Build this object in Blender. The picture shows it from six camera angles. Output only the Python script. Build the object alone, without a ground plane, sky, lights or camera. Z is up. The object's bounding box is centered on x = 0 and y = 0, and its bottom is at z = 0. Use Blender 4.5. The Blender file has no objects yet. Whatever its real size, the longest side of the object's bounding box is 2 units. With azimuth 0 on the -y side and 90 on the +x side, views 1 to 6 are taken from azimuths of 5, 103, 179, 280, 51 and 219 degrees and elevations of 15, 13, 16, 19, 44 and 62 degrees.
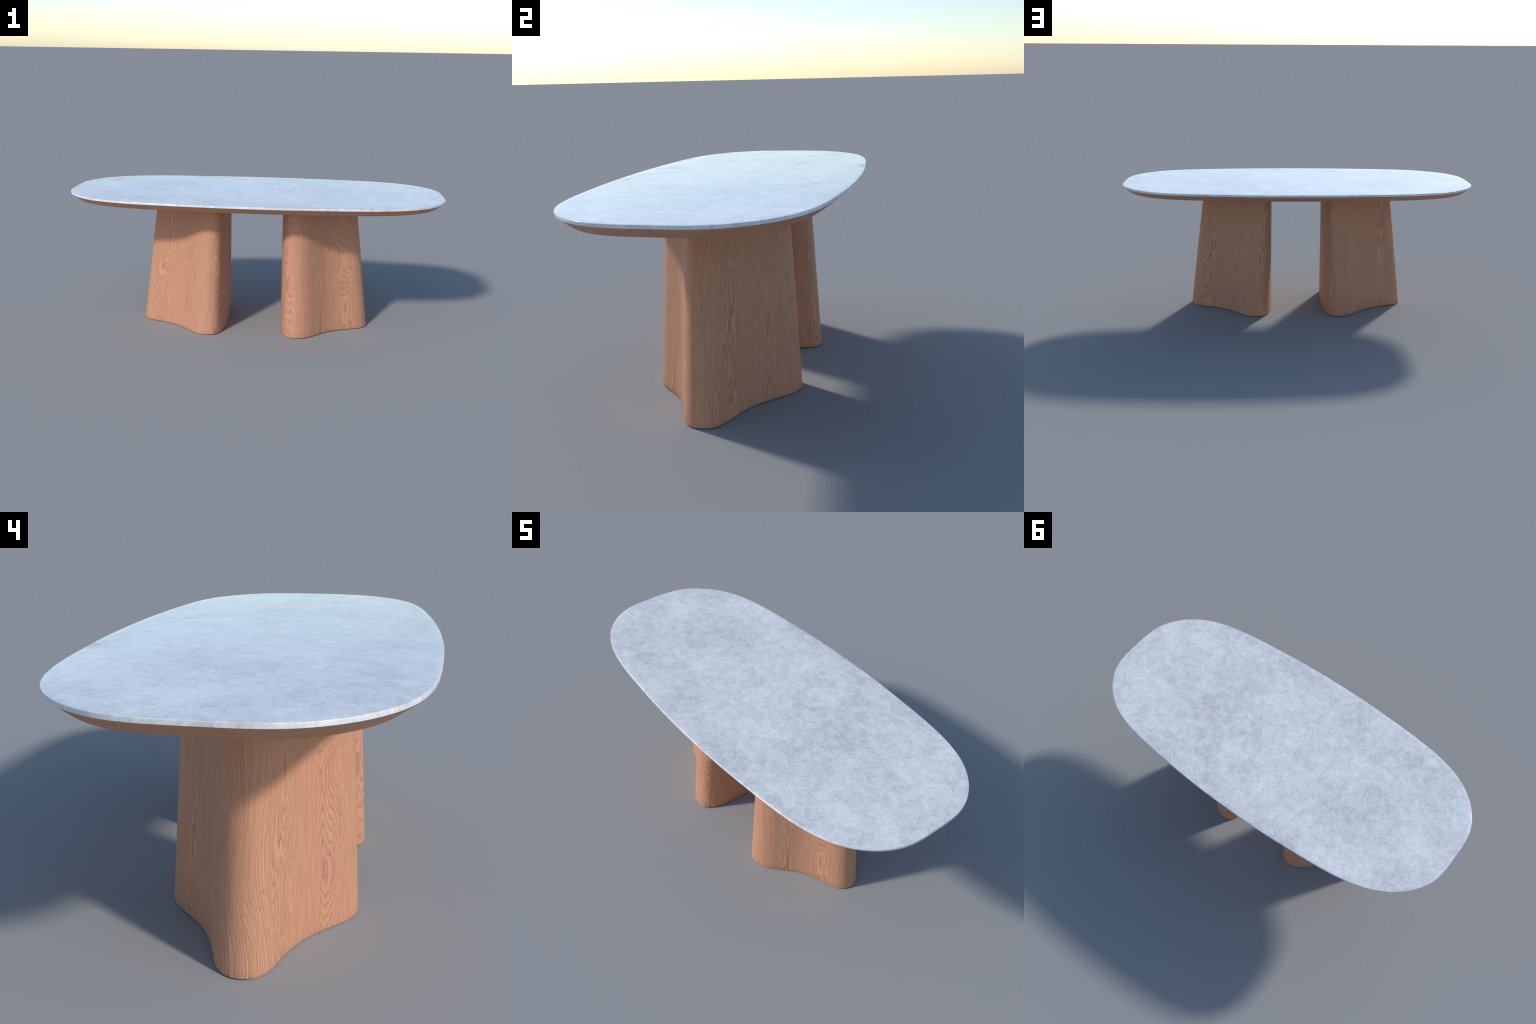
import bpy, bmesh, math
from mathutils import Vector

# ----------------------------------------------------------------- helpers
def new_object(name, mesh, parent=None, loc=(0, 0, 0), rot_z=0.0):
    ob = bpy.data.objects.new(name, mesh)
    bpy.context.collection.objects.link(ob)
    ob.location = loc
    ob.rotation_euler = (0, 0, rot_z)
    if parent:
        ob.parent = parent
    return ob

def loft(name, rings, cap_mats=(0, 0), side_mat=0, flat_caps=True):
    """Mesh from closed rings (bottom to top), capped at both ends."""
    bm = bmesh.new()
    vr = [[bm.verts.new(p) for p in ring] for ring in rings]
    n = len(vr[0])
    for a, b in zip(vr[:-1], vr[1:]):
        for i in range(n):
            j = (i + 1) % n
            f = bm.faces.new((a[i], a[j], b[j], b[i]))
            f.smooth = True
            f.material_index = side_mat
    lo = bm.faces.new(vr[0][::-1]); lo.material_index = cap_mats[0]
    hi = bm.faces.new(vr[-1]); hi.material_index = cap_mats[1]
    lo.smooth = hi.smooth = True
    bmesh.ops.recalc_face_normals(bm, faces=bm.faces[:])
    me = bpy.data.meshes.new(name)
    bm.to_mesh(me); bm.free()
    me.set_sharp_from_angle(angle=math.radians(38))
    return me

# ----------------------------------------------------------------- profiles
HALF_LEN, HALF_WID = 1.0, 0.452
# soft rounded-rectangle outline: radius of a stretched polar curve
COS_TERMS = (1.0563, 0.0043, -0.0614, -0.0022, 0.0067, -0.0029, -0.0018, 0.0010)

def outline(n=720):
    pts = []
    for i in range(n):
        t = 2 * math.pi * i / n
        r = sum(c * math.cos(2 * k * t) for k, c in enumerate(COS_TERMS))
        pts.append((r * math.cos(t), r * math.sin(t)))
    mx = max(p[0] for p in pts); my = max(p[1] for p in pts)
    return [(p[0] / mx * HALF_LEN, p[1] / my * HALF_WID) for p in pts]

def inset(pts, d, dy=None):
    """Offset a loop inward; dy gives a different offset across the short axis."""
    n = len(pts); out = []
    dy = d if dy is None else dy
    for i, (x, y) in enumerate(pts):
        ax, ay = pts[i - 1]; bx, by = pts[(i + 1) % n]
        tx, ty = bx - ax, by - ay
        l = math.hypot(tx, ty)
        out.append((x - ty / l * d, y + tx / l * dy))
    return out

# half of the leg's foot section: inner face (toward the middle of the table),
# rounded lobe, concave flank, blunt outer nose  (x outward, y sideways)
LEG_HALF = [(.1510, .0), (.1511, .05), (.1525, .10), (.1562, .154), (.1640, .199),
            (.1780, .236), (.1990, .2585), (.2290, .2680), (.2560, .2665),
            (.2840, .2575), (.3150, .2375), (.3480, .2052), (.3880, .1672),
            (.4170, .1428), (.4560, .1187), (.5010, .0985), (.5470, .0825),
            (.5830, .0695), (.6120, .0490), (.6265, .0270), (.6312, .0)]
LEG_PIVOT = .1327          # the taper shrinks every section toward this point
TAPER_X, TAPER_Y, TAPER_H = .1698, .1584, .68

def closed_spline(ctrl, per=10):
    """Catmull-Rom (centripetal-like, uniform) through a closed control loop."""
    n = len(ctrl); out = []
    for i in range(n):
        p0, p1, p2, p3 = (Vector(ctrl[(i + k) % n]) for k in (-1, 0, 1, 2))
        d01 = max((p1 - p0).length, 1e-6) ** .5
        d12 = max((p2 - p1).length, 1e-6) ** .5
        d23 = max((p3 - p2).length, 1e-6) ** .5
        m1 = (p1 - p0) / d01 - (p2 - p0) / (d01 + d12) + (p2 - p1) / d12
        m2 = (p2 - p1) / d12 - (p3 - p1) / (d12 + d23) + (p3 - p2) / d23
        m1 *= d12; m2 *= d12
        for j in range(per):
            t = j / per
            h = (2*t**3 - 3*t*t + 1, t**3 - 2*t*t + t, -2*t**3 + 3*t*t, t**3 - t*t)
            q = p1 * h[0] + m1 * h[1] + p2 * h[2] + m2 * h[3]
            out.append((q.x, q.y))
    return out

def smooth_loop(pts, passes):
    for _ in range(passes):
        n = len(pts)
        pts = [((pts[i-1][0] + 2*pts[i][0] + pts[(i+1) % n][0]) / 4,
                (pts[i-1][1] + 2*pts[i][1] + pts[(i+1) % n][1]) / 4) for i in range(n)]
    return pts

# ----------------------------------------------------------------- node helpers
class Graph:
    def __init__(self, name):
        self.mat = bpy.data.materials.new(name)
        self.mat.use_nodes = True
        self.t = self.mat.node_tree
        self.t.nodes.clear()
        self.out = self.t.nodes.new('ShaderNodeOutputMaterial')
        self.bsdf = self.t.nodes.new('ShaderNodeBsdfPrincipled')
        self.link(self.bsdf.outputs[0], self.out.inputs[0])
    def link(self, a, b):
        self.t.links.new(a, b)
    def put(self, sock, v):
        if isinstance(v, bpy.types.NodeSocket):
            self.link(v, sock)
        else:
            sock.default_value = v
    def math(self, op, a, b=0.0, c=None):
        n = self.t.nodes.new('ShaderNodeMath'); n.operation = op
        self.put(n.inputs[0], a); self.put(n.inputs[1], b)
        if c is not None: self.put(n.inputs[2], c)
        return n.outputs[0]
    def vmath(self, op, a, b=(0, 0, 0)):
        n = self.t.nodes.new('ShaderNodeVectorMath'); n.operation = op
        self.put(n.inputs[0], a); self.put(n.inputs[1], b)
        return n.outputs[0]
    def combine(self, x, y, z):
        n = self.t.nodes.new('ShaderNodeCombineXYZ')
        for s, v in zip(n.inputs, (x, y, z)): self.put(s, v)
        return n.outputs[0]
    def separate(self, v):
        n = self.t.nodes.new('ShaderNodeSeparateXYZ'); self.put(n.inputs[0], v)
        return n.outputs
    def noise(self, vec, scale, detail=2.0, rough=.5, dist=0.0, color=False):
        n = self.t.nodes.new('ShaderNodeTexNoise')
        self.put(n.inputs['Vector'], vec); n.inputs['Scale'].default_value = scale
        n.inputs['Detail'].default_value = detail; n.inputs['Roughness'].default_value = rough
        n.inputs['Distortion'].default_value = dist
        return n.outputs['Color' if color else 'Fac']
    def voronoi(self, vec, scale, feature='F1'):
        n = self.t.nodes.new('ShaderNodeTexVoronoi'); n.feature = feature
        self.put(n.inputs['Vector'], vec); n.inputs['Scale'].default_value = scale
        return n.outputs['Distance']
    def white(self, w):
        n = self.t.nodes.new('ShaderNodeTexWhiteNoise'); n.noise_dimensions = '1D'
        self.put(n.inputs['W'], w)
        return n.outputs['Value']
    def remap(self, v, a, b, c=0.0, d=1.0, smooth=False):
        n = self.t.nodes.new('ShaderNodeMapRange'); n.clamp = True
        if smooth: n.interpolation_type = 'SMOOTHSTEP'
        for s, x in zip(n.inputs[:5], (v, a, b, c, d)): self.put(s, x)
        return n.outputs[0]
    def ramp(self, fac, stops):
        n = self.t.nodes.new('ShaderNodeValToRGB'); e = n.color_ramp.elements
        while len(e) < len(stops): e.new(.5)
        for el, (p, c) in zip(e, stops):
            el.position = p
            el.color = (c, c, c, 1) if not hasattr(c, '__len__') else (*c, 1)
        self.put(n.inputs[0], fac)
        return n.outputs[0]
    def mix(self, fac, a, b, mode='MIX'):
        n = self.t.nodes.new('ShaderNodeMix'); n.data_type = 'RGBA'; n.blend_type = mode
        self.put(n.inputs['Factor'], fac)
        self.put(n.inputs[6], a if isinstance(a, bpy.types.NodeSocket) else (*a, 1))
        self.put(n.inputs[7], b if isinstance(b, bpy.types.NodeSocket) else (*b, 1))
        return n.outputs[2]
    def coords(self):
        return self.t.nodes.new('ShaderNodeTexCoord').outputs['Object']
    def bump(self, h, strength, dist):
        n = self.t.nodes.new('ShaderNodeBump')
        n.inputs['Strength'].default_value = strength; n.inputs['Distance'].default_value = dist
        self.put(n.inputs['Height'], h)
        self.link(n.outputs[0], self.bsdf.inputs['Normal'])

# ----------------------------------------------------------------- wood
TAN, PINK = (.622, .322, .184), (.606, .292, .186)
LINE = (.300, .122, .066)

def wood_finish(g, rings, fibre, contrast=.68):
    """Growth-ring colour from a ring field, plus fine fibre streaks."""
    fr = g.math('FRACT', rings)
    ident = g.white(g.math('FLOOR', rings))
    base = g.mix(ident, TAN, PINK)
    line = g.ramp(fr, [(0, .25), (.07, .95), (.24, .50), (.60, .14), (.88, .0), (1.0, .25)])
    col = g.mix(g.math('MULTIPLY', line, contrast), base, LINE)
    val = g.remap(fibre, .3, .7, .90, 1.08)
    v2 = g.math('MULTIPLY_ADD', g.white(g.math('ADD', g.math('FLOOR', rings), 37.0)), .09, .955)
    val = g.math('MULTIPLY', val, v2)
    col = g.mix(1.0, col, g.combine(val, val, val), 'MULTIPLY')
    g.link(col, g.bsdf.inputs['Base Color'])
    g.bsdf.inputs['Roughness'].default_value = .55
    g.bsdf.inputs['Specular IOR Level'].default_value = .3
    h = g.math('ADD', g.math('MULTIPLY', line, -.8), g.math('MULTIPLY', fibre, .5))
    g.bump(h, .35, .0012)
    return g.mat

def leg_wood():
    g = Graph('oak_veneer_upright')
    x, y, z = g.separate(g.coords())
    info = g.t.nodes.new('ShaderNodeObjectInfo')
    lx = g.separate(info.outputs['Location'])[0]
    f = g.math('DIVIDE', z, TAPER_H)
    xs = g.math('DIVIDE', x, g.math('SUBTRACT', 1.0, g.math('MULTIPLY', f, TAPER_X)))
    ys = g.math('DIVIDE', y, g.math('SUBTRACT', 1.0, g.math('MULTIPLY', f, TAPER_Y)))
    off = g.math('MULTIPLY', lx, 23.0)
    # flat-sawn veneer wrapped round the leg: dense upright grain whose ring count
    # rises and falls eight times a turn; where it folds over, cathedral arches appear
    turn = g.math('ARCTAN2', ys, g.math('SUBTRACT', xs, .165))
    xo = g.math('ADD', xs, off)
    sway = g.math('SUBTRACT', g.noise(g.combine(xo, ys, g.math('MULTIPLY', z, .5)), 5, 0, .5), .5)
    ang = g.math('ADD', turn, g.math('MULTIPLY', sway, .12))
    swing = g.math('SINE', g.math('MULTIPLY', ang, 4.0))
    fold = g.math('ARCSINE', g.math('MULTIPLY', swing, .915))
    slow = g.noise(g.combine(xo, ys, g.math('MULTIPLY_ADD', z, .40, off)), 4.6, 1.0, .4)
    mid = g.noise(g.combine(xo, ys, g.math('MULTIPLY', z, .12)), 26, 1.0, .4)
    jag = g.noise(g.combine(xs, ys, g.math('MULTIPLY', z, .12)), 140, 2, .6)
    rings = g.math('ADD', g.math('MULTIPLY', fold, 12.3), g.math('MULTIPLY', slow, 28.0))
    rings = g.math('ADD', rings, g.math('MULTIPLY', mid, 4.0))
    rings = g.math('ADD', rings, g.math('MULTIPLY', jag, 1.15))
    fibre = g.noise(g.combine(xs, ys, g.math('MULTIPLY', z, .03)), 260, 2, .6)
    return wood_finish(g, rings, fibre)

def apron_wood():
    g = Graph('oak_veneer_along_edge')
    x, y, z = g.separate(g.coords())
    big = g.noise(g.combine(x, y, g.math('MULTIPLY', z, 3.0)), 2.2, 1.0, .4)
    jag = g.noise(g.combine(g.math('MULTIPLY', x, .3), g.math('MULTIPLY', y, .3), z), 90, 2, .6)
    rings = g.math('ADD', g.math('MULTIPLY', z, 210.0), g.math('MULTIPLY', big, 22.0))
    rings = g.math('ADD', rings, g.math('MULTIPLY', jag, .9))
    fibre = g.noise(g.combine(g.math('MULTIPLY', x, .03), g.math('MULTIPLY', y, .03), z), 260, 2, .6)
    return wood_finish(g, rings, fibre, .55)

def underside_wood():
    g = Graph('oak_veneer_underside')
    x, y, z = g.separate(g.coords())
    big = g.noise(g.combine(g.math('MULTIPLY', x, .10), y, z), 6.0, 1.0, .4)
    jag = g.noise(g.combine(g.math('MULTIPLY', x, .2), y, z), 95, 2, .6)
    rings = g.math('ADD', g.math('MULTIPLY', big, 46.0), jag)
    fibre = g.noise(g.combine(g.math('MULTIPLY', x, .03), y, z), 260, 2, .6)
    return wood_finish(g, rings, fibre)

# ----------------------------------------------------------------- stone
def stone():
    g = Graph('pale_grey_limestone')
    p = g.coords()
    clouds = g.noise(p, 4.5, 4, .55, .4)
    mid = g.noise(p, 24, 6, .70, .5)
    fine = g.noise(p, 115, 4, .70, .3)
    tone = g.math('ADD', g.math('MULTIPLY', clouds, .30), g.math('MULTIPLY', mid, .40))
    tone = g.math('ADD', tone, g.math('MULTIPLY', fine, .30))
    col = g.ramp(tone, [(.39, (.520, .524, .540)), (.46, (.640, .644, .656)),
                        (.52, (.735, .738, .746)), (.60, (.845, .847, .850))])
    # thin pale threads curling around small cells
    warp = g.vmath('ADD', p, g.vmath('MULTIPLY', g.noise(p, 34, 3, .6, color=True), (.04, .04, .04)))
    rid = g.math('ABSOLUTE', g.math('SUBTRACT', g.noise(warp, 42, 3, .6, .6), .5))
    thread = g.remap(rid, .0, .026, 1.0, .0, True)
    mask = g.remap(g.noise(p, 8, 4, .65), .44, .62, .0, 1.0, True)
    col = g.mix(g.math('MULTIPLY', g.math('MULTIPLY', thread, mask), .75), col, (.88, .883, .890))
    # scattered darker freckles
    spots = g.remap(g.noise(p, 70, 2, .5), .60, .72, .0, .40, True)
    col = g.mix(spots, col, (.47, .48, .51))
    g.link(col, g.bsdf.inputs['Base Color'])
    dull = g.noise(g.vmath('ADD', p, (3.1, 1.7, 0)), 11, 6, .72, .6)
    g.put(g.bsdf.inputs['Roughness'], g.remap(dull, .53, .68, .10, .34))
    g.bsdf.inputs['Specular IOR Level'].default_value = .62
    g.bump(mid, .025, .0015)
    return g.mat

# ----------------------------------------------------------------- build
Z_APRON, Z_SLAB, Z_TOP = .7048, .7355, .7460
APRON_IN = (.0430, .0392)        # bevel run at the ends / along the sides

table = bpy.data.objects.new('dining_table', None)
bpy.context.collection.objects.link(table)
table['label'] = 'oval stone-topped dining table on two sculpted three-lobed oak legs'
table['category'] = 'dining table'

OUT = outline()

def ring(d, z):
    return [(x, y, z) for x, y in inset(OUT, d)]

# stone slab, upper edge softly rounded
R = .0017
slab_rings = [ring(.0006, Z_SLAB), ring(0, Z_SLAB + .0006), ring(0, Z_TOP - R)]
for i in range(1, 6):
    a = math.pi / 2 * i / 5
    slab_rings.append(ring(R * (1 - math.cos(a)), Z_TOP - R + R * math.sin(a)))
slab_rings.append(ring(.02, Z_TOP))
slab = new_object('tabletop', loft('tabletop', slab_rings), table)
slab.data.materials.append(stone())

# wooden apron: bevelled inward below the slab
def apron_ring(run, extra, z):
    """run 0..1 goes down the bevel; extra pulls the ring further in."""
    dx, dy = (.0012 + (a - .0012) * run + extra for a in APRON_IN)
    return [(x, y, z) for x, y in inset(OUT, dx, dy)]

z_hi = Z_SLAB - .0002
ap = [apron_ring(1, .03, Z_APRON), apron_ring(1, .0012, Z_APRON),
      apron_ring(1, .0003, Z_APRON + .0003)]
for i in range(9):
    run = .97 * (1 - i / 8)
    ap.append(apron_ring(run, 0, z_hi + (Z_APRON - z_hi) * run))
apron = new_object('apron', loft('apron', ap, cap_mats=(1, 1)), table)
apron.data.materials.append(apron_wood())
apron.data.materials.append(underside_wood())
for f in apron.data.polygons:
    if f.normal.z < -.9: f.material_index = 1

# legs
ctrl = LEG_HALF + [(x, -y) for x, y in LEG_HALF[-2:0:-1]]
foot = smooth_loop(closed_spline([(x - LEG_PIVOT, y) for x, y in ctrl][::-1]), 14)

def leg_ring(z, grow=0.0):
    f = z / TAPER_H
    pts = [(x * (1 - TAPER_X * f), y * (1 - TAPER_Y * f)) for x, y in foot]
    if grow: pts = inset(pts, -grow)
    return [(x, y, z) for x, y in pts]

def ccw(pts):
    return sum(pts[i-1][0]*pts[i][1] - pts[i][0]*pts[i-1][1] for i in range(len(pts))) > 0
if not ccw(foot): foot = foot[::-1]

levels = [.0022] + [Z_APRON * i / 24 for i in range(1, 24)] + [Z_APRON + .001]
leg_rings = [leg_ring(0, -.0015), leg_ring(.0008, -.0005)] + [leg_ring(z) for z in levels]
leg_mesh = loft('leg', leg_rings)
leg_mesh.materials.append(leg_wood())
new_object('leg', leg_mesh, table, (LEG_PIVOT, 0, 0), 0.0)
new_object('leg', leg_mesh, table, (-LEG_PIVOT, 0, 0), math.pi)
